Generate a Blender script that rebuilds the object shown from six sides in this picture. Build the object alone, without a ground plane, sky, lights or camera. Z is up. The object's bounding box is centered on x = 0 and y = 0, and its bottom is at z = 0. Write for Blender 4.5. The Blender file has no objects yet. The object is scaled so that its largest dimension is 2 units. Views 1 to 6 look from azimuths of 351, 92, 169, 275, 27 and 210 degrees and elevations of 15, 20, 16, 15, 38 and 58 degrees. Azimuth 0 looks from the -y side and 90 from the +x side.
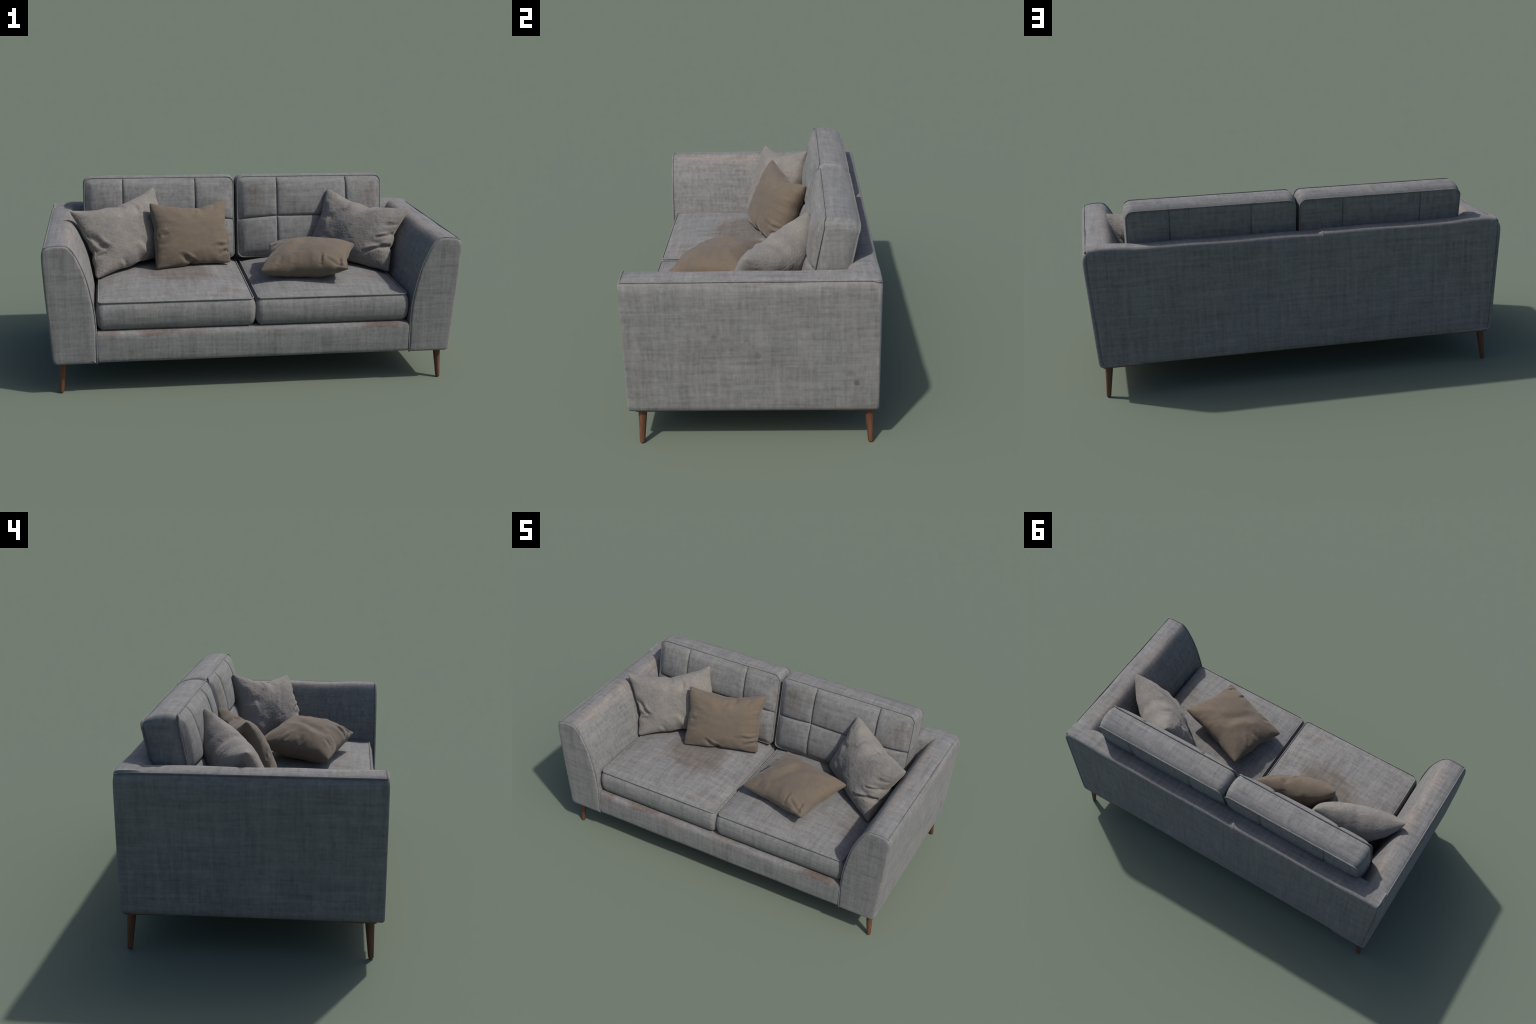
import bpy, math
import numpy as np
from mathutils import Vector, noise

# ------------------------------------------------------------------ helpers
def link(o, parent=None):
    bpy.context.scene.collection.objects.link(o)
    if parent is not None:
        o.parent = parent
    return o

def mesh_obj(name, verts, faces, mat, parent=None, smooth=True, loc=(0, 0, 0)):
    me = bpy.data.meshes.new(name)
    me.from_pydata([tuple(map(float, v)) for v in verts], [], [tuple(map(int, f)) for f in faces])
    me.update()
    if smooth:
        me.polygons.foreach_set("use_smooth", [True] * len(me.polygons))
    me.materials.append(mat)
    o = bpy.data.objects.new(name, me)
    o.location = loc
    return link(o, parent)

def sstep(a, b, x):
    t = np.clip((np.asarray(x, float) - a) / (b - a), 0, 1)
    return t * t * (3 - 2 * t)

def dense(pts, n, closed=False):
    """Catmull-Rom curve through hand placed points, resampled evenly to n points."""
    P = np.array(pts, float)
    if closed:
        Q = np.vstack([P[-1], P, P[0], P[1]])
    else:
        Q = np.vstack([2 * P[0] - P[1], P, 2 * P[-1] - P[-2]])
    out = []
    for i in range(1, len(Q) - 2):
        for t in np.linspace(0, 1, 24, endpoint=False):
            a, b, c, d = Q[i - 1], Q[i], Q[i + 1], Q[i + 2]
            out.append(.5 * (2 * b + (c - a) * t + (2 * a - 5 * b + 4 * c - d) * t * t + (3 * b - a - 3 * c + d) * t ** 3))
    out.append(Q[-2])
    out = np.array(out)
    s = np.r_[0, np.cumsum(np.linalg.norm(np.diff(out, axis=0), axis=1))]
    q = np.linspace(0, s[-1], n, endpoint=not closed)
    return np.stack([np.interp(q, s, out[:, k]) for k in range(out.shape[1])], 1)

def tube(name, pts, r, mat, parent, closed=False, seg=8):
    P = np.array(pts, float)
    n = len(P)
    if closed:
        T = np.roll(P, -1, 0) - np.roll(P, 1, 0)
    else:
        T = np.gradient(P, axis=0)
    T /= np.linalg.norm(T, axis=1)[:, None] + 1e-12
    N = np.zeros_like(P)
    ref = np.array([0, 0, 1.0]) if abs(T[0][2]) < .9 else np.array([1.0, 0, 0])
    for i in range(n):
        v = ref - T[i] * (ref @ T[i])
        ref = v / np.linalg.norm(v)
        N[i] = ref
    B = np.cross(T, N)
    V, F = [], []
    for i in range(n):
        for k in range(seg):
            a = 2 * math.pi * k / seg
            V.append(P[i] + r * (math.cos(a) * N[i] + math.sin(a) * B[i]))
    for i in range(n if closed else n - 1):
        j = (i + 1) % n
        for k in range(seg):
            l = (k + 1) % seg
            F.append((i * seg + k, i * seg + l, j * seg + l, j * seg + k))
    if not closed:
        F.append(tuple(range(seg))[::-1]); F.append(tuple(range((n - 1) * seg, n * seg)))
    return mesh_obj(name, V, F, mat, parent)

def fix_normals(o):
    import bmesh
    bm = bmesh.new(); bm.from_mesh(o.data)
    bmesh.ops.recalc_face_normals(bm, faces=bm.faces)
    bm.to_mesh(o.data); bm.free()

# ------------------------------------------------------------------ materials
class NT:
    def __init__(self, name):
        self.m = bpy.data.materials.new(name); self.m.use_nodes = True
        self.t = self.m.node_tree; self.n = self.t.nodes
        self.bsdf = self.n["Principled BSDF"]
        self.co = self.n.new("ShaderNodeTexCoord").outputs["Object"]
    def put(self, sock, val):
        if isinstance(val, bpy.types.NodeSocket): self.t.links.new(val, sock)
        else: sock.default_value = val
    def math(self, op, a, b=0.0, clamp=False):
        n = self.n.new("ShaderNodeMath"); n.operation = op; n.use_clamp = clamp
        self.put(n.inputs[0], a); self.put(n.inputs[1], b); return n.outputs[0]
    def vmath(self, op, a, b):
        n = self.n.new("ShaderNodeVectorMath"); n.operation = op
        self.put(n.inputs[0], a); self.put(n.inputs[1], b)
        return n.outputs["Value"] if op in ("LENGTH", "DISTANCE", "DOT_PRODUCT") else n.outputs["Vector"]
    def noise(self, scale, detail=2, rough=.5, loc=(0, 0, 0), size=1.0, rot=(0, 0, 0), co=None, dist=0.0):
        mp = self.n.new("ShaderNodeMapping")
        mp.inputs["Scale"].default_value = scale if isinstance(scale, tuple) else (scale,) * 3
        mp.inputs["Location"].default_value = loc; mp.inputs["Rotation"].default_value = rot
        self.put(mp.inputs["Vector"], co or self.co)
        n = self.n.new("ShaderNodeTexNoise"); n.inputs["Scale"].default_value = size
        n.inputs["Detail"].default_value = detail; n.inputs["Roughness"].default_value = rough
        n.inputs["Distortion"].default_value = dist
        self.put(n.inputs["Vector"], mp.outputs[0]); return n.outputs["Fac"]
    def ramp(self, f, a, b):
        n = self.n.new("ShaderNodeMapRange"); n.interpolation_type = "SMOOTHSTEP"
        self.put(n.inputs["Value"], f); n.inputs["From Min"].default_value = a; n.inputs["From Max"].default_value = b
        return n.outputs[0]
    def mix(self, f, a, b, mode="MIX"):
        n = self.n.new("ShaderNodeMix"); n.data_type = "RGBA"; n.blend_type = mode
        self.put(n.inputs[0], f)
        for s, v in ((n.inputs[6], a), (n.inputs[7], b)):
            self.put(s, v if isinstance(v, bpy.types.NodeSocket) else (*v, 1) if len(v) == 3 else v)
        return n.outputs[2]
    def scale(self, col, f):
        n = self.n.new("ShaderNodeVectorMath"); n.operation = "SCALE"
        self.put(n.inputs[0], col); self.put(n.inputs["Scale"], f); return n.outputs["Vector"]
    def bump(self, h, strength, dist):
        n = self.n.new("ShaderNodeBump"); n.inputs["Strength"].default_value = strength
        n.inputs["Distance"].default_value = dist; self.put(n.inputs["Height"], h)
        self.t.links.new(n.outputs[0], self.bsdf.inputs["Normal"])
    def done(self, col, rough=.9, spec=.2, sheen=0.0):
        self.put(self.bsdf.inputs["Base Color"], col)
        self.put(self.bsdf.inputs["Roughness"], rough)
        self.bsdf.inputs["Specular IOR Level"].default_value = spec
        if sheen:
            self.bsdf.inputs["Sheen Weight"].default_value = sheen
            self.bsdf.inputs["Sheen Roughness"].default_value = .5
        return self.m

GREY = (0.168, 0.167, 0.164)
STAIN = (0.120, 0.103, 0.090)
RUST = (0.118, 0.090, 0.080)
TAN = (0.218, 0.188, 0.168)

def weave(t):
    """Slubby woven linen: streaks along the two thread directions that lie in each face."""
    g = t.n.new("ShaderNodeNewGeometry")
    sep = t.n.new("ShaderNodeSeparateXYZ")
    ab = t.vmath("ABSOLUTE", g.outputs["Normal"], (0, 0, 0))
    t.put(sep.inputs[0], ab)
    tot = None
    for ax in range(3):
        w = t.math("SUBTRACT", 1.0, t.ramp(sep.outputs[ax], .45, .9))
        sc = [48.0, 48.0, 48.0]; sc[ax] = 4.2
        n1 = t.noise(tuple(sc), 3, .6, loc=(3.1 * ax, 1.7, 5.3 * ax))
        sc = [120.0, 120.0, 120.0]; sc[ax] = 8.0
        n2 = t.noise(tuple(sc), 2, .5, loc=(1.1, 7.7 * ax, 2.3))
        s = t.math("ADD", t.math("MULTIPLY", t.math("SUBTRACT", n1, .5), 1.0),
                   t.math("MULTIPLY", t.math("SUBTRACT", n2, .5), .48))
        s = t.math("MULTIPLY", s, w)
        tot = s if tot is None else t.math("ADD", tot, s)
    return tot

def fabric(name, stains=(), dark=1.0, ragged=1.7):
    t = NT(name)
    wv = weave(t)
    blotch = t.math("SUBTRACT", t.noise(9.0, 4, .6), .5)
    fine = t.math("SUBTRACT", t.noise(60.0, 2, .5, loc=(4, 4, 4)), .5)
    val = t.math("ADD", t.math("MULTIPLY", wv, .64), t.math("ADD", t.math("MULTIPLY", blotch, .26), t.math("MULTIPLY", fine, .42)))
    val = t.math("MULTIPLY", t.math("ADD", val, 1.0), dark)
    hue = t.ramp(t.noise(4.0, 3, .6, loc=(9, 2, 5)), .35, .65)
    col = t.mix(hue, GREY, (GREY[0] * .99, GREY[1] * 1.0, GREY[2] * 1.015))
    col = t.scale(col, val)
    # blotches of dirt: ellipsoids with ragged edges
    rag = t.math("SUBTRACT", t.noise(18.0, 5, .65, loc=(2, 8, 1)), .5)
    streak = t.math("SUBTRACT", t.noise((60., 60., 22.), 3, .6, loc=(5, 1, 1)), .5)
    for (c, r, colr, amount, soft) in stains:
        d = t.vmath("LENGTH", t.vmath("DIVIDE", t.vmath("SUBTRACT", t.co, c), r), (0, 0, 0))
        d = t.math("ADD", d, t.math("ADD", t.math("MULTIPLY", rag, ragged), t.math("MULTIPLY", streak, .3)))
        f = t.math("SUBTRACT", 1.0, t.ramp(d, 1.0 - soft, 1.0 + soft * .4))
        f = t.math("MULTIPLY", f, amount)
        tint = t.scale(t.mix(0.0, colr, colr), val)
        col = t.mix(f, col, tint)
    h = t.math("ADD", wv, t.math("MULTIPLY", t.math("SUBTRACT", t.noise(420.0, 1), .5), .6))
    t.bump(h, .18, .004)
    return t.done(col, .92, .18, .08)

ARM_TAN = [((s * .885, y, .715), (.05, l, .05), TAN, .60, .9) for s, y, l in
           ((-1, -.32, .16), (-1, -.02, .2), (-1, .3, .12), (1, -.2, .22), (1, .2, .2))]
SPECK = [((.985, -.177, .538), (.016, .016, .014), (.13, .115, .10), .7, .6),
         ((.985, -.142, .492), (.016, .014, .014), (.12, .112, .105), .7, .6),
         ((.985, -.096, .482), (.016, .022, .010), (.12, .11, .10), .6, .6),
         ((.985, -.018, .481), (.016, .012, .018), (.13, .115, .105), .6, .6),
         ((.975, .410, .283), (.03, .012, .014), (.10, .08, .065), .8, .6),
         ((.975, .382, .325), (.03, .024, .014), (.12, .105, .09), .6, .6),
         ((.985, .026, .410), (.03, .014, .018), (.13, .112, .095), .7, .6)]
M_arm = fabric("grey_linen_arm", ARM_TAN + SPECK, ragged=.9)
M_frame = fabric("grey_linen_frame")
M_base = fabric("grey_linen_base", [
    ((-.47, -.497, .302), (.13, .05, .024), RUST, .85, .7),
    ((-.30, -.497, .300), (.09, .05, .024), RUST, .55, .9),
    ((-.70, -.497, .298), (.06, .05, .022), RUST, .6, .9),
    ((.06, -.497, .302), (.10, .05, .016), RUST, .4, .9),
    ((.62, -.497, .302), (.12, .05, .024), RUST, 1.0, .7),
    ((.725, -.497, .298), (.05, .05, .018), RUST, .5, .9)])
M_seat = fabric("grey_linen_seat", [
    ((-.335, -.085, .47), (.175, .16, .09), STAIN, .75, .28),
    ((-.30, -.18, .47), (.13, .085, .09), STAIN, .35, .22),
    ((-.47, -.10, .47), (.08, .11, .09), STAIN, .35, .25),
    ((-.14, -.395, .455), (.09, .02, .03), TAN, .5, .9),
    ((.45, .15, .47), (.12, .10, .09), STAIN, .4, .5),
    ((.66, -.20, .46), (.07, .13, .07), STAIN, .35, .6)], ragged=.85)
M_back = fabric("grey_linen_back", [
    ((.085, .25, .835), (.045, .08, .035), STAIN, .6, .8),
    ((.100, .25, .770), (.060, .08, .055), STAIN, .6, .8),
    ((.725, .25, .790), (.060, .08, .060), STAIN, .45, .8),
    ((-.07, .24, .55), (.05, .08, .07), STAIN, .5, .8)])
M_pipe = fabric("grey_linen_piping", dark=.92)

def pillow_mat(name, base, alt, fuzz):
    t = NT(name)
    a = t.noise(7.0, 4, .6, loc=(1, 5, 2)); b = t.noise(170.0, 2, .6); c = t.noise(45.0, 3, .6, loc=(7, 1, 1))
    col = t.mix(t.ramp(a, .3, .7), base, alt)
    v = t.math("ADD", 1.0, t.math("ADD", t.math("MULTIPLY", t.math("SUBTRACT", b, .5), .55 * fuzz), t.math("MULTIPLY", t.math("SUBTRACT", c, .5), .25 * fuzz)))
    col = t.scale(col, v)
    t.bump(t.math("ADD", t.math("MULTIPLY", b, .5), c), .35 * fuzz, .006)
    return t.done(col, .95, .12, .15)

M_pg = pillow_mat("grey_fleece", (.215, .199, .180), (.165, .156, .145), 1.0)
M_pb = pillow_mat("brown_cotton", (.137, .109, .081), (.117, .096, .076), .55)

def wood_mat():
    t = NT("dark_walnut")
    g = t.noise((130., 130., 6.), 4, .6); k = t.noise((40., 40., 3.), 3, .5, loc=(3, 3, 3))
    col = t.mix(t.ramp(g, .3, .7), (.070, .028, .015), (.145, .064, .035))
    col = t.mix(t.math("MULTIPLY", t.ramp(k, .5, .75), .5), col, (.06, .026, .015))
    return t.done(col, .45, .4)
M_wood = wood_mat()

# ------------------------------------------------------------------ sofa root
sofa = link(bpy.data.objects.new("sofa", None))
sofa["label"] = "two seat grey linen sofa with stained cushions and wooden legs"
sofa["category"] = "sofa"

# outer slope of the arms: x of the outer face at height z
OUT = [(.157, .957), (.185, .966), (.22, .969), (.30, .974), (.40, .982), (.50, .990), (.60, .997), (.66, 1.0), (.69, .9985), (.705, .9935), (.716, .985)]
def outer_x(z):
    return np.interp(z, [p[0] for p in OUT], [p[1] for p in OUT])

# inner / top line of the arm from the outer top piping down to the floor of the seat
INNER = [(.984, .7175), (.965, .7235), (.94, .7265), (.915, .7275), (.897, .7265), (.884, .7235), (.873, .7150), (.863, .7035), (.851, .6865),
         (.838, .662), (.819, .62), (.803, .576), (.790, .528), (.780, .480), (.772, .438), (.766, .39), (.7625, .34), (.760, .295)]
inner_curve = dense(INNER, 70)

def arm_back_dip(P):
    """The arm top rounds down where it meets the rear edge."""
    k = sstep(.44, .503, P[:, 1]) ** 1.6 * sstep(.55, .72, P[:, 2])
    P[:, 2] -= .007 * k
    return P

def build_arm(sgn):
    outer = dense([(.9845, .7165), (.9915, .7085), (.9975, .695), (1.0, .672), (.9985, .63), (.994, .56), (.986, .45), (.977, .335),
                   (.9705, .24), (.9670, .192), (.9635, .168), (.957, .1565), (.945, .152)], 46)
    bottom = np.stack([np.linspace(.945, .7645, 14), np.full(14, .152)], 1)[1:]
    riser = np.stack([np.full(12, .7608), np.linspace(.155, .295, 12)], 1)[:-1]
    prof = np.vstack([outer, bottom, riser, dense(INNER, 49)[::-1][:-1]])       # closed loop
    n = len(prof)
    d = np.roll(prof, -1, 0) - prof
    en = np.stack([d[:, 1], -d[:, 0]], 1); en /= np.linalg.norm(en, axis=1)[:, None]
    ep = np.roll(en, 1, 0)
    nor = (en + ep) / np.clip(1 + (en * ep).sum(1), .7, 2)[:, None]        # mitred offset
    if (nor * (prof - prof.mean(0))).sum() < 0: nor = -nor
    sec = []
    R = .013
    capf = [(.0125, -.5000)]
    for a in np.linspace(80, 0, 7):
        capf.append((R * (1 - math.cos(math.radians(a))), -.4870 - R * math.sin(math.radians(a))))
    stations = capf + [(0.0, y) for y in np.linspace(-.481, .482, 58)]
    for a in np.linspace(0, 85, 7):
        stations.append((R * (1 - math.cos(math.radians(a))), .4885 + R * math.sin(math.radians(a))))
    stations += [(.0155, .4995), (.0175, .4930)]
    V = []
    for ins, y in stations:
        q = prof - nor * ins
        # gentle upholstery waviness of the flat faces
        P = np.stack([q[:, 0], np.full(n, y), q[:, 1]], 1)
        wav = .0010 * np.sin(9.5 * y + 4 * P[:, 2] + sgn) + .0008 * np.sin(23 * y - 13 * P[:, 2])
        side = sstep(.03, .10, np.abs(P[:, 2] - .16)) * (1 - sstep(.67, .70, P[:, 2]))
        P[:, 0] += wav * side
        P[:, 2] += .0012 * np.sin(17 * y + 2 * sgn) * sstep(.70, .72, P[:, 2])
        P[:, 0] = np.clip(P[:, 0], 0, 1.0)
        V.append(arm_back_dip(P))
    V = np.vstack(V); V[:, 0] *= sgn
    F = []
    m = len(stations)
    for i in range(m - 1):
        for k in range(n):
            l = (k + 1) % n
            F.append((i * n + k, i * n + l, (i + 1) * n + l, (i + 1) * n + k))
    # front and rear ends: ladders of quads across the section, slightly crowned
    for st, sg in ((0, -1), (m - 1, 1)):
        base = st * n
        K = 8
        rows = []
        for i in range(n // 2):
            A, B = V[base + i], V[base + n - 1 - i]
            row = [base + i]
            span = min(1.0, np.linalg.norm(A - B) / .06)
            endf = min(1.0, i / 6, (n // 2 - 1 - i) / 6)
            for k in range(1, K):
                f = k / K
                q = A * (1 - f) + B * f + np.array([0, sg * .0018 * (4 * f * (1 - f)) ** .5 * span * endf, 0])
                V = np.vstack([V, q]); row.append(len(V) - 1)
            row.append(base + n - 1 - i); rows.append(row)
        for r0, r1 in zip(rows[:-1], rows[1:]):
            for k in range(K):
                F.append((r0[k], r0[k + 1], r1[k + 1], r1[k]))
        if n % 2:
            F.append(tuple(rows[-1] + [base + n // 2]))
        else:
            F.append(tuple(rows[-1]))
    o = mesh_obj("arm", V, F, M_arm, sofa)
    fix_normals(o)
    # piping: along the outer top edge, then round the front panel
    ys = np.linspace(-.493, .495, 80)
    P = np.stack([np.full(80, .9855), ys, np.full(80, .7185)], 1)
    P = arm_back_dip(P); P[:, 0] *= sgn
    tube("piping", P, .0034, M_pipe, o)
    fr = np.vstack([inner_curve, [(.7600, .25), (.7605, .20), (.7615, .151)]])
    P = np.stack([fr[:, 0] - .001, -.4910 - .0045 * (1 - sstep(.27, .31, fr[:, 1])), fr[:, 1] + .0008], 1)
    P[:, 0] *= sgn
    tube("piping", P, .0034, M_pipe, o)
    # rear vertical seam cord between side panel and back panel
    zz = np.linspace(.165, .695, 40)
    P = np.stack([outer_x(zz) - .0165, np.full(40, .4955), zz], 1); P[:, 0] *= sgn
    tube("piping", P, .0030, M_pipe, o)
    return o
for s in (-1, 1):
    build_arm(s)

# ------------------------------------------------------------------ backrest frame
def build_back():
    prof = np.vstack([
        dense([(.470, .151), (.489, .154), (.4975, .166), (.5015, .20), (.5025, .30), (.5032, .45), (.5036, .58), (.5036, .660), (.5032, .690),
               (.5020, .7020), (.4990, .7105), (.4935, .7158), (.4855, .7182), (.466, .7192), (.44, .7195), (.418, .7187), (.402, .7145), (.389, .706),
               (.377, .690), (.362, .655), (.345, .60), (.322, .52), (.302, .42), (.288, .30), (.283, .24)], 150),
        [(.283, .20), (.300, .151)]])
    n = len(prof)
    t = np.r_[np.linspace(-1, -.985, 6), np.linspace(-.97, -.14, 60), np.linspace(-.135, -.09, 28), np.linspace(-.08, .97, 76), np.linspace(.985, 1, 6)]
    V = []
    for u in t:
        P = np.zeros((n, 3)); P[:, 1:] = prof
        xe = outer_x(np.clip(prof[:, 1], .18, .69)) - .0165
        P[:, 0] = u * xe
        x = P[:, 0]
        e = np.clip((np.abs(u) - .985) / .015, 0, 1)
        rear = sstep(.36, .42, P[:, 1])
        P[:, 1] -= .011 * (1 - math.sqrt(max(0, 1 - e * e))) * rear
        up = sstep(.60, .69, P[:, 2])
        P[:, 2] += up * rear * (.009 * sstep(.72, .88, np.abs(x)) - .005 * sstep(.92, .975, np.abs(x)))
        P[:, 2] += up * rear * .0055 * (1 - sstep(-.113, -.109, x))
        P[:, 2] += up * .0012 * np.sin(14 * x)
        # small pinched pleat left on the rear edge
        tuck = np.exp(-(np.abs(x + .110) / .0042) ** 1.3) * np.exp(-((P[:, 1] - .487) / .010) ** 2) * (P[:, 2] > .66)
        P[:, 2] += .0075 * tuck; P[:, 1] -= .004 * tuck
        P[:, 1] += (P[:, 1] > .496) * (.0010 * np.sin(7 * x + 5 * P[:, 2]) + .0006 * np.sin(19 * x - 9 * P[:, 2]) - .0010) * (P[:, 2] < .66)
        V.append(P)
    m = len(V); V = np.vstack(V)
    F = []
    for i in range(m - 1):
        for k in range(n):
            l = (k + 1) % n
            F.append((i * n + k, i * n + l, (i + 1) * n + l, (i + 1) * n + k))
    F.append(tuple(range(n))); F.append(tuple(range((m - 1) * n, m * n)))
    o = mesh_obj("backrest", V, F, M_frame, sofa)
    fix_normals(o)
build_back()

# ------------------------------------------------------------------ cushions
def knots(n, half, extra=(), r=.03):
    a = list(np.linspace(-half, half, n))
    for f in (0, .02, .06, .12, .2, .3, .45, .65, .85, 1.0):
        a += [-half + r * f, half - r * f]
    for e in extra:
        a = [q for q in a if abs(q - e) > .012]
        a += [e + d for d in (-.012, -.008, -.005, -.0028, -.0012, 0, .0012, .0028, .005, .008, .012)]
    a = sorted(a)
    out = [a[0]]
    for q in a[1:]:
        if q - out[-1] > .0007: out.append(q)
    out[-1] = half
    return np.array(out)

def rgrid(us, vs, a, b, r, a0, b0):
    """Rounded rectangle grid; us, vs are knots for half sizes a0, b0, stretched to a, b."""
    X = np.zeros((len(vs), len(us))); Y = np.zeros_like(X)
    for j, v in enumerate(vs):
        y = v
        if abs(v) > b0 - r * 1.5:
            y = math.copysign((b0 - r * 1.5) + (abs(v) - (b0 - r * 1.5)) * (b - b0 + r * 1.5) / (r * 1.5), v)
        dv = max(0.0, abs(y) - (b - r))
        ins = r - math.sqrt(max(0.0, r * r - dv * dv))
        x0 = a0 - 2.2 * r
        end = a - ins
        ax = np.abs(us)
        x = np.where(ax > x0, x0 + (ax - x0) * (end - x0) / (a0 - x0), ax) * np.sign(us)
        X[j] = x; Y[j] = y
    return X, Y

def loop_idx(nv, nu):
    L = [(0, i) for i in range(nu)] + [(j, nu - 1) for j in range(1, nv)]
    L += [(nv - 1, i) for i in range(nu - 2, -1, -1)] + [(j, 0) for j in range(nv - 2, 0, -1)]
    return L

def cushion(name, us, vs, a, b, r, top_fn, bot_fn, rings, bot, frame, mat, cords, seed=0, sag=None, lift=0.0):
    """Two panels joined by a boxing strip. rings: (outset, depth) list from top rim to bottom rim."""
    nv, nu = len(vs), len(us)
    V = []; F = []
    X, Y = rgrid(us, vs, a, b, r, a, b)
    Z = top_fn(X, Y)
    if sag is not None:
        Y = Y + sag(X, Y)
    V += [np.stack([X.ravel(), Y.ravel(), Z.ravel()], 1)]
    idx = lambda j, i: j * nu + i
    for j in range(nv - 1):
        for i in range(nu - 1):
            F.append((idx(j, i), idx(j, i + 1), idx(j + 1, i + 1), idx(j + 1, i)))
    L = loop_idx(nv, nu)
    prev = [idx(*p) for p in L]
    base = nv * nu
    lj = np.array([p[0] for p in L]); li = np.array([p[1] for p in L])
    rim0 = np.stack([X[lj, li], Y[lj, li], Z[lj, li]], 1)
    for o, d in rings:
        Xr, Yr = rgrid(us, vs, a + o, b + o, r + o, a, b)
        wob = .0012 * np.sin(Xr[lj, li] * 21 + seed) + .0010 * np.sin(Yr[lj, li] * 27 + 2 * seed)
        P = np.stack([Xr[lj, li] * (1 + wob * .6), Yr[lj, li] * (1 + wob), np.full(len(L), d)], 1)
        P[:, 1] += lift * max(o, 0) * np.clip(P[:, 1] / b, 0, 1) ** 2
        V.append(P)
        cur = list(range(base, base + len(L))); base += len(L)
        for k in range(len(L)):
            l = (k + 1) % len(L)
            F.append((prev[k], cur[k], cur[l], prev[l]))
        prev = cur
    Xb, Yb = rgrid(us, vs, a + bot[0], b + bot[0], max(.01, r + bot[0]), a, b)
    Zb = bot_fn(Xb, Yb, bot[1])
    V.append(np.stack([Xb.ravel(), Yb.ravel(), Zb.ravel()], 1))
    bi = lambda j, i: base + j * nu + i
    cur = [bi(*p) for p in L]
    for k in range(len(L)):
        l = (k + 1) % len(L)
        F.append((prev[k], cur[k], cur[l], prev[l]))
    for j in range(nv - 1):
        for i in range(nu - 1):
            F.append((bi(j, i), bi(j + 1, i), bi(j + 1, i + 1), bi(j, i + 1)))
    V = np.vstack(V)
    O, ex, ey, ez = frame
    W = lambda P: O + P[:, :1] * ex + P[:, 1:2] * ey + P[:, 2:3] * ez
    ob = mesh_obj(name, W(V), F, mat, sofa)
    fix_normals(ob)
    rimb = np.stack([Xb[lj, li], Yb[lj, li], Zb[lj, li]], 1)
    for which, out, dz in cords:
        q = (rim0 if which == 0 else rimb).copy()
        c = np.abs(q[:, :2]) / np.array([a, b])
        dd = np.roll(q, -1, 0) - np.roll(q, 1, 0)
        nn = np.stack([dd[:, 1], -dd[:, 0]], 1); nn /= np.linalg.norm(nn, axis=1)[:, None] + 1e-9
        q[:, :2] += nn * out; q[:, 2] += dz
        keep = np.r_[True, np.linalg.norm(np.diff(q, axis=0), axis=1) > .0015]
        tube("piping", W(q[keep]), .0033, M_pipe, ob, closed=True)
    return ob

E3 = np.eye(3)
# seat cushions
def build_seat(x0, x1, seed):
    a = (x1 - x0) / 2; y0, y1 = -.463, .315
    b = (y1 - y0) / 2
    us = knots(66, a, r=.02); vs = knots(66, b, r=.02)
    def top(X, Y):
        u = np.abs(X / a); v = np.abs(Y / b)
        d = np.minimum(a - np.abs(X), b - np.abs(Y))
        z = .018 * (1 - u ** 5) * (1 - v ** 5) + .020 * (1 - u ** 2) * (1 - v ** 2.4)
        z -= .0016 * np.exp(-d / .004) * (d > 1e-6)
        z += .0022 * np.sin(9 * X + 6 * Y + seed) * sstep(0, .15, d) + .0016 * np.sin(17 * Y - 8 * X + seed) * sstep(0, .12, d)
        return z
    H = .1398
    rings = [(-.0012, -.0035), (.0005, -.0075), (.0055, -.0135), (.011, -.024), (.0155, -.040), (.0175, -.058), (.017, -.078), (.0145, -.098), (.009, -.115), (.001, -.127), (-.009, -.1345), (-.019, -.1385)]
    return cushion("seat_cushion", us, vs, a, b, .02, top, lambda X, Y, d: np.full_like(X, d), rings, (-.030, -H),
                   (np.array([(x0 + x1) / 2, (y0 + y1) / 2, .4405]), E3[0], E3[1], E3[2]), M_seat, [(0, .0018, .0012)], seed)
build_seat(-.746, -.0135, 1.0)
build_seat(.0125, .745, 2.3)

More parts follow.
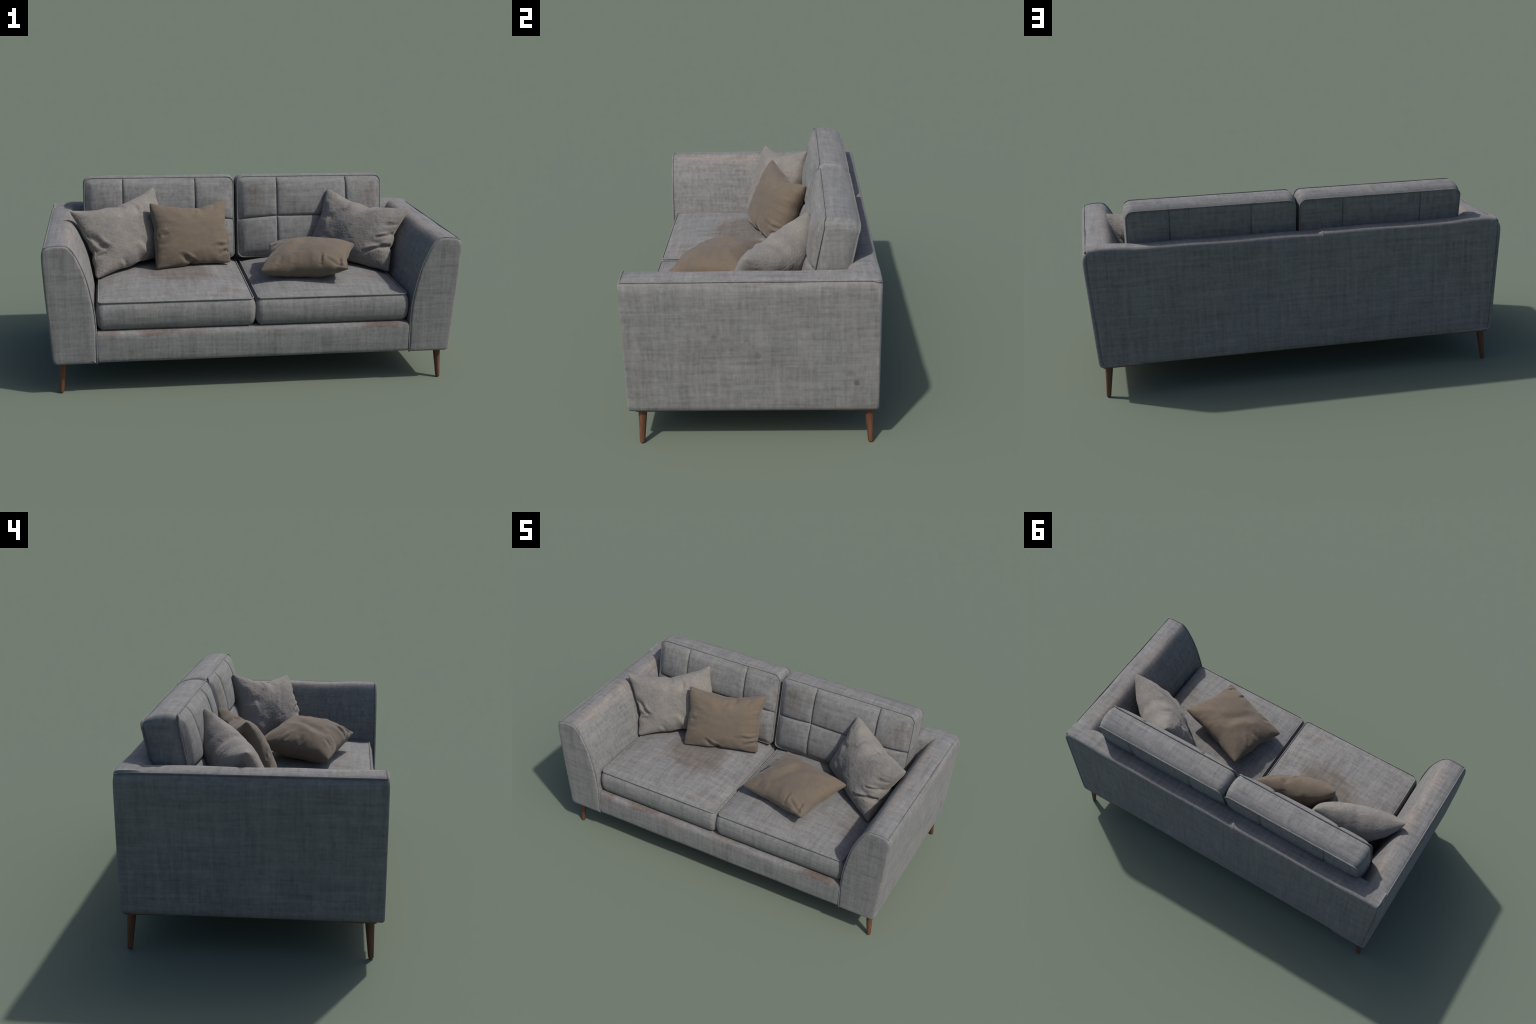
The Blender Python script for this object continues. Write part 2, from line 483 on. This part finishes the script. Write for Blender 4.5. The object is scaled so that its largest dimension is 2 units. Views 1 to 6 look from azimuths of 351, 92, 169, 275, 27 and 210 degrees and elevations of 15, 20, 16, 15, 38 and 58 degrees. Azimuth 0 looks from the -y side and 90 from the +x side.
# back cushions, leaning 11 degrees, quilted 3 x 2 in front, 3 x 1 behind
def build_backcushion(x0, x1, seams, seed, inner):
    a = (x1 - x0) / 2; b = .216
    ang = math.radians(11.3)
    ez = np.array([0, -math.cos(ang), math.sin(ang)])
    ey = np.array([0, math.sin(ang), math.cos(ang)])
    topc = np.array([(x0 + x1) / 2, .2925, .894])
    O = topc - ey * b
    cx = (x0 + x1) / 2
    sx = [s - cx for s in seams]
    sy = .004
    us = knots(84, a, sx, r=.03); vs = knots(48, b, [sy], r=.03)
    xb = [-a] + sx + [a]
    yb = [-b, sy, b]
    def cell(q, br):
        t = np.zeros_like(q); w = np.zeros_like(q)
        for lo, hi in zip(br[:-1], br[1:]):
            m = (q >= lo - 1e-9) & (q <= hi + 1e-9)
            t = np.where(m, np.clip((q - lo) / (hi - lo), 0, 1), t)
        return t
    def top(X, Y):
        u = np.abs(X / a); v = np.abs(Y / b)
        vv = np.clip(Y / b, -1, 1)
        belly = np.where(vv > -.4, np.sin(math.pi / 2 * np.clip((1 - vv) / 1.4, 0, 1)) ** .52, 1 - np.clip((-.4 - vv) / .6, 0, 1) ** 2.6)
        crown = .026 * (1 - np.clip(u, 0, 1) ** 4) * belly
        tx, ty = cell(X, xb), cell(Y, yb)
        cxp = (4 * tx * (1 - tx) + 1e-9) ** .22; cyp = (4 * ty * (1 - ty) + 1e-9) ** .5
        rimd = sstep(0, .040, np.minimum(a - np.abs(X), b - np.abs(Y)))
        puff = .023 * (.50 * cxp * cyp + .25 * (cxp + cyp) * rimd)
        g = np.zeros_like(X)
        for s in sx: g += np.exp(-np.abs(X - s) / .0042)
        g = np.maximum(g, np.exp(-np.abs(Y - sy) / .0042))
        d = np.minimum(a - np.abs(X), b - np.abs(Y))
        return crown + puff - .0080 * g * sstep(0, .015, d) + .0012 * np.sin(22 * X + 13 * Y + seed) * sstep(0, .06, d) - .0014 * np.exp(-d / .004) * (d > 1e-6)
    def bot(X, Y, d0):
        u = np.abs(X / a); v = np.abs(Y / b)
        tx = cell(X, xb)
        z = .006 * (1 - np.clip(u, 0, 1) ** 4) * (1 - np.clip(v, 0, 1) ** 4) + .007 * (4 * tx * (1 - tx) + 1e-9) ** .3 * (1 - np.clip(v, 0, 1) ** 8)
        d = np.minimum(a - np.abs(X), b - np.abs(Y))
        for s in sx: z -= .0055 * np.exp(-np.abs(X - s) / .0035) * sstep(0, .01, d)
        return d0 - z
    T = .1375
    rings = [(-.0012, -.0035), (.0005, -.007), (.0035, -.013), (.0075, -.028), (.010, -.048), (.011, -.069), (.010, -.090), (.0075, -.110), (.004, -.124), (.0008, -.1305), (-.0012, -.134)]
    return cushion("back_cushion", us, vs, a, b, .03, top, bot, rings, (0, -T), (O, E3[0], ey, ez), M_back, [(0, .0018, .0008), (1, .0018, -.0008)], seed,
                   lambda X, Y: -.016 * np.clip((X * inner - abs(sx[0 if inner < 0 else 1])) / (a - abs(sx[0 if inner < 0 else 1])), 0, 1) ** 1.3 * (1 - np.clip(np.abs(Y / b), 0, 1) ** 2) ** 1.5, lift=.55)
build_backcushion(-.813, -.0245, (-.615, -.231), .5, 1)
build_backcushion(.0005, .790, (.2115, .593), 1.9, -1)

# ------------------------------------------------------------------ base rail
def build_base():
    x1 = .7590
    prof = dense([(-.40, .155), (-.47, .154), (-.488, .1555), (-.4955, .163), (-.498, .185), (-.4988, .23), (-.4975, .275), (-.4935, .2925), (-.484, .3005), (-.46, .302), (-.3, .302), (.34, .302)], 110)
    prof = np.vstack([prof, [(.34, .155)]])
    n = len(prof)
    t = np.r_[np.linspace(-1, -.985, 7), np.linspace(-.97, .97, 90), np.linspace(.985, 1, 7)]
    V = []
    for u in t:
        P = np.zeros((n, 3)); P[:, 1:] = prof; P[:, 0] = u * x1
        e = np.clip((abs(u) - .985) / .015, 0, 1)
        front = 1 - sstep(-.47, -.40, P[:, 1])
        P[:, 1] += .007 * (1 - math.sqrt(max(0, 1 - e * e))) * front
        P[:, 2] -= .006 * (1 - math.sqrt(max(0, 1 - e * e))) * (P[:, 2] > .25)
        P[:, 1] += front * .0010 * np.sin(13 * P[:, 0] + 20 * P[:, 2])
        V.append(P)
    m = len(V); V = np.vstack(V); F = []
    for i in range(m - 1):
        for k in range(n):
            l = (k + 1) % n
            F.append((i * n + k, i * n + l, (i + 1) * n + l, (i + 1) * n + k))
    F.append(tuple(range(n))); F.append(tuple(range((m - 1) * n, m * n)))
    fix_normals(mesh_obj("base", V, F, M_base, sofa))
build_base()

# ------------------------------------------------------------------ legs
def leg_mesh():
    seg = 28; tilt = Vector((.0155, 0, 0))
    prof = [(0, 0.0), (.0075, 0.0), (.0098, .0015), (.0108, .0045), (.0113, .010), (.0130, .045), (.0153, .09), (.0178, .135), (.0190, .157), (0, .157)]
    V, F = [], []
    for r, z in prof:
        c = tilt * (1 - z / .157)
        for k in range(seg):
            a = 2 * math.pi * k / seg
            V.append((c.x + r * math.cos(a), r * math.sin(a), z))
    for i in range(len(prof) - 1):
        for k in range(seg):
            l = (k + 1) % seg
            F.append((i * seg + k, i * seg + l, (i + 1) * seg + l, (i + 1) * seg + k))
    return V, F
LV, LF = leg_mesh()
first = None
for sx, yt, yb in ((-1, -.4445, -.4535), (1, -.4445, -.4535), (1, .4630, .4715), (-1, .4630, .4715)):
    if first is None:
        o = first = mesh_obj("leg", LV, LF, M_wood, sofa); fix_normals(o)
    else:
        o = link(first.copy(), sofa)
    o.location = (sx * .918, yt, 0)
    o.rotation_euler = (0, 0, math.atan2(yb - yt, sx * .0125))
# thin wooden mounting plates under the corners
for sx, sy in ((-1, -1), (1, -1), (1, 1), (-1, 1)):
    x0, x1, y0, y1, z0, z1 = .795, .945, .335, .487, .1465, .1525
    if sy < 0: y0, y1 = .335, .470
    c = [(x1, y1), (x0, y1), (x0, y1 - .05), (x1 - .05, y0), (x1, y0)]
    V = [(sx * x, sy * y, z) for z in (z0, z1) for x, y in c]
    F = [tuple(range(5)), tuple(range(5, 10))] + [(i, (i + 1) % 5, 5 + (i + 1) % 5, 5 + i) for i in range(5)]
    fix_normals(mesh_obj("leg_plate", V, F, M_wood, sofa, smooth=False))

# ------------------------------------------------------------------ throw pillows
def pillow(name, label, corners, T, mat, seed, pinch=(.07, .07, .07, .07), creases=(), folds=(), dents=(), fuzz=.0, floor=None, lump=.004, Tb=None, plump=.54):
    """corners: TL, TR, BR, BL. creases: (u0,v0,u1,v1,width,depth) furrows on the front; folds: (edge, s, width, reach, depth)."""
    TL, TR, BR, BL = [np.array(c, float) for c in corners]
    ctr = (TL + TR + BR + BL) / 4
    nrm = np.cross(BL - TL, TR - TL); nrm /= np.linalg.norm(nrm)
    if nrm[2] < 0: nrm = -nrm
    N = 110
    lin = np.sin(np.linspace(-math.pi / 2, math.pi / 2, N)) * .45 + np.linspace(-1, 1, N) * .55
    U, Vv = np.meshgrid(lin, lin)
    def edge_pinch(U, V):
        # pinch order: top(v=-1) right bottom left
        ins = lambda s: 1 - np.abs(s) ** 1.7
        u2 = U - np.where(U > 0, pinch[1], -pinch[3]) * np.abs(U) ** 2.0 * ins(V)
        v2 = V - np.where(V > 0, pinch[2], -pinch[0]) * np.abs(V) ** 2.0 * ins(U)
        # ruffled seam
        for k, (f, A) in enumerate(((5.1, .010), (9.7, .007), (17.3, .004))):
            u2 = u2 + A * np.sin(f * V + seed * 3.1 + k) * np.abs(U) ** 4 * (1 - V ** 4) * np.sign(U)
            v2 = v2 + A * np.sin(f * U + seed * 1.7 + 2 * k) * np.abs(V) ** 4 * (1 - U ** 4) * np.sign(V)
        for (edge, s, w, reach, dep) in folds:
            if edge in (0, 2):
                sg = -1 if edge == 0 else 1
                v2 = v2 - sg * dep * np.exp(-((U - s) / w) ** 2) * np.clip(sg * V, 0, 1) ** 6
            else:
                sg = 1 if edge == 1 else -1
                u2 = u2 - sg * dep * np.exp(-((V - s) / w) ** 2) * np.clip(sg * U, 0, 1) ** 6
        # blunt the four tips
        tip = 1 - .030 * (np.abs(U) * np.abs(V)) ** 16
        return u2 * tip * 1.015, v2 * tip * 1.015
    u2, v2 = edge_pinch(U, Vv)
    p = (1 + u2) / 2; q = (1 + v2) / 2
    B = ((1 - p) * (1 - q))[..., None] * TL + (p * (1 - q))[..., None] * TR + (p * q)[..., None] * BR + ((1 - p) * q)[..., None] * BL
    au, av = np.abs(U), np.abs(Vv)
    body = np.clip((1 - au ** 2.2) * (1 - av ** 2.2), 0, 1) ** plump
    rim = np.minimum(1 - au, 1 - av)
    off = Vector((seed * 3.7, seed * 1.3, seed * .7))
    sides = []
    for side in (1, -1):
        h = (T if side > 0 or Tb is None else Tb) * body
        ln = np.zeros_like(h); fz = np.zeros_like(h); fold = np.zeros_like(h); puck = np.zeros_like(h)
        for j in range(N):
            for i in range(N):
                w = Vector((U[j, i], Vv[j, i], 0.0 if side > 0 else 3.0)) + off
                ln[j, i] = noise.noise(w * 2.2) + .5 * noise.noise(w * 4.7)
                # folds radiating from the seams: noise stretched towards the middle
                ang = math.atan2(Vv[j, i], U[j, i]); rad = max(au[j, i], av[j, i])
                fold[j, i] = noise.noise(Vector((math.cos(ang) * 3.6, math.sin(ang) * 3.6, rad * .8)) + off)
                e1 = noise.noise(Vector(((U[j, i] if av[j, i] > au[j, i] else Vv[j, i] + 9) * 5.5, rad * 1.1, 2.0 + side)) + off)
                e2 = noise.noise(Vector(((U[j, i] if av[j, i] > au[j, i] else Vv[j, i] + 9) * 11., rad * 1.6, 5.0 + side)) + off)
                puck[j, i] = (e1 + .6 * e2) * abs(av[j, i] - au[j, i]) ** .5
                if fuzz: fz[j, i] = noise.noise(w * 26.0) + .6 * noise.noise(w * 52.0)
        h = h + lump * ln * sstep(0, .35, rim) + lump * 1.3 * fold * sstep(.25, .8, np.maximum(au, av)) * sstep(0, .10, rim)
        h = h + .0065 * puck * np.exp(-(rim / .30) ** 2) * sstep(0, .10, rim)
        h = h + fuzz * fz * sstep(0, .05, rim)
        for (edge, s, w, reach, dep) in folds:
            along = U if edge in (0, 2) else Vv
            dist = {0: 1 + Vv, 1: 1 - U, 2: 1 - Vv, 3: 1 + U}[edge]
            g = np.exp(-((along - s - .25 * dist * (1 if side > 0 else -1) * math.sin(seed + s * 7)) / (w * (1 + 1.2 * dist))) ** 2)
            h = h - dep * .40 * g * np.exp(-(dist / reach) ** 2) * sstep(0, .06, dist)
        if side > 0:
            for (pts, w, dep) in creases:
                best = np.full_like(U, 9.0); sidev = np.zeros_like(U); par = np.zeros_like(U)
                ns = len(pts) - 1
                for k in range(ns):
                    (a0, b0), (a1, b1) = pts[k], pts[k + 1]
                    dx, dy = a1 - a0, b1 - b0; L2 = dx * dx + dy * dy
                    t = np.clip(((U - a0) * dx + (Vv - b0) * dy) / L2, 0, 1)
                    de = np.hypot(U - a0 - t * dx, Vv - b0 - t * dy)
                    m = de < best
                    best = np.where(m, de, best); par = np.where(m, (k + t) / ns, par)
                    sidev = np.where(m, np.sign((U - a0) * dy - (Vv - b0) * dx), sidev)
                best = best * (1 + .18 * ln / .5)
                endf = np.where(rim < .06, 1.0, np.sin(math.pi * np.clip(par, .04, .96)) ** .6)
                h = h - dep * np.exp(-(best / w) ** 2) * endf * sstep(0, .04, rim)
                h = h + dep * .6 * np.exp(-((best - 1.8 * w) / (1.1 * w)) ** 2) * endf * (sidev > 0) * sstep(.02, .12, rim)
            for (a0, b0, w, dep) in dents:
                h = h - dep * np.exp(-(((U - a0) ** 2 + (Vv - b0) ** 2) / w ** 2))
        h = np.maximum(h, 0.0012 * sstep(0, .01, rim))
        sides.append(B + nrm * (side * h)[..., None])
    V = np.vstack([sides[0].reshape(-1, 3), sides[1].reshape(-1, 3)])
    if floor is not None:
        z = V[:, 2]
        V[:, 2] = np.where(z < floor + .02, floor + .02 * np.exp(np.clip((z - floor - .02) / .02, -8, 0)), z)
    F = []
    idx = lambda s, j, i: s * N * N + j * N + i
    for j in range(N - 1):
        for i in range(N - 1):
            F.append((idx(0, j, i), idx(0, j, i + 1), idx(0, j + 1, i + 1), idx(0, j + 1, i)))
            F.append((idx(1, j, i), idx(1, j + 1, i), idx(1, j + 1, i + 1), idx(1, j, i + 1)))
    o = mesh_obj(name, V - ctr, F, mat, None, loc=tuple(ctr))
    import bmesh
    bm = bmesh.new(); bm.from_mesh(o.data)
    bmesh.ops.remove_doubles(bm, verts=bm.verts, dist=.0004)
    bmesh.ops.recalc_face_normals(bm, faces=bm.faces)
    bm.to_mesh(o.data); bm.free()
    o.data.polygons.foreach_set("use_smooth", [True] * len(o.data.polygons))
    o["label"] = label; o["category"] = "pillow"
    return o

pillow("throw_pillow", "soft warm grey fleece throw pillow leaning in corner",
       [(-.885, .022, .780), (-.453, .240, .856), (-.328, .145, .525), (-.757, -.082, .450)], .076, M_pg, 1.0, Tb=.120, plump=.48,
       pinch=(.25, .10, .07, .13), fuzz=.0011, lump=.005,
       folds=[(3, .30, .10, .35, .035), (0, 0.0, .12, .25, .03), (2, .05, .10, .25, .03)],
       creases=[([(-.92, -.15), (-.80, .15), (-.62, .36)], .07, .012), ([(-.9, .45), (-.68, .42)], .05, .010),
                ([(.28, -.85), (.33, -.55), (.30, -.35)], .05, .006), ([(.02, -.95), (.06, -.72)], .05, .007),
                ([(.30, .95), (.22, .55), (.10, .30)], .08, .006), ([(-.3, .95), (-.36, .72)], .05, .006)])
pillow("throw_pillow", "flat brown cotton throw pillow standing upright",
       [(-.482, .066, .806), (-.076, .229, .783), (-.055, .100, .470), (-.455, -.062, .487)], .080, M_pb, 2.0, plump=.44, Tb=.082,
       pinch=(.24, .09, .06, .07),
       folds=[(2, -.08, .07, .35, .035), (1, .62, .06, .35, .030), (0, .25, .10, .3, .025)],
       creases=[([(-.42, .68), (-.25, .84), (-.05, 1.0)], .05, .012), ([(.50, .48), (.75, .50), (1.0, .42)], .05, .009),
                ([(.62, .75), (.80, .66), (1.0, .64)], .05, .010), ([(.30, -1.0), (.22, -.80)], .05, .008),
                ([(.05, -.85), (-.02, -.62)], .06, .006), ([(.62, -.92), (.52, -.70)], .06, .005), ([(-.9, .05), (-.72, .0)], .09, .010)])
pillow("throw_pillow", "brown cotton throw pillow lying on the seat",
       [(.148, .077, .569), (.576, -.062, .595), (.470, -.380, .553), (.050, -.260, .517)], .083, M_pb, 3.0, plump=.48,
       pinch=(.10, .12, .07, .08), floor=.470, Tb=.085,
       folds=[(2, .72, .08, .3, .02), (1, .8, .08, .25, .02), (3, .2, .12, .3, .02)],
       creases=[([(-.30, .55), (-.14, .05), (.06, -.50)], .13, .013), ([(.38, .66), (.37, .95)], .035, .008),
                ([(.48, .80), (.70, .88), (.97, .93)], .045, .007), ([(.82, .60), (.80, .92)], .04, .007),
                ([(-.62, .92), (-.5, .70)], .05, .006), ([(-.25, .95), (-.16, .70)], .06, .004),
                ([(-.95, .1), (-.75, .12)], .05, .006), ([(-.95, -.3), (-.74, -.22)], .05, .006)], dents=[(.45, -.2, .25, .006)])
pillow("throw_pillow", "rumpled warm grey fleece throw pillow against armrest",
       [(.487, .234, .836), (.877, -.016, .772), (.745, -.137, .462), (.362, .180, .490)], .084, M_pg, 4.0, plump=.48,
       pinch=(.24, .15, .06, .08), fuzz=.0013, lump=.0035, Tb=.128,
       folds=[(1, .30, .06, .45, .035), (0, .10, .14, .35, .03), (1, -.1, .06, .25, .02)],
       creases=[([(-.60, .16), (-.62, -.22), (-.28, -.60)], .06, .0035), ([(-.02, 0.0), (.2, -.5), (.48, -.88)], .06, .007),
                ([(-.42, .98), (-.32, .15)], .16, .007), ([(.38, .60), (.62, .42), (1.0, .22)], .04, .016),
                ([(.60, .10), (1.0, -.12)], .04, .010), ([(.70, -.30), (.98, -.42)], .05, .007), ([(-.30, -.98), (-.36, -.70)], .05, .008),
                ([(.15, -.98), (.05, -.72)], .05, .008)])
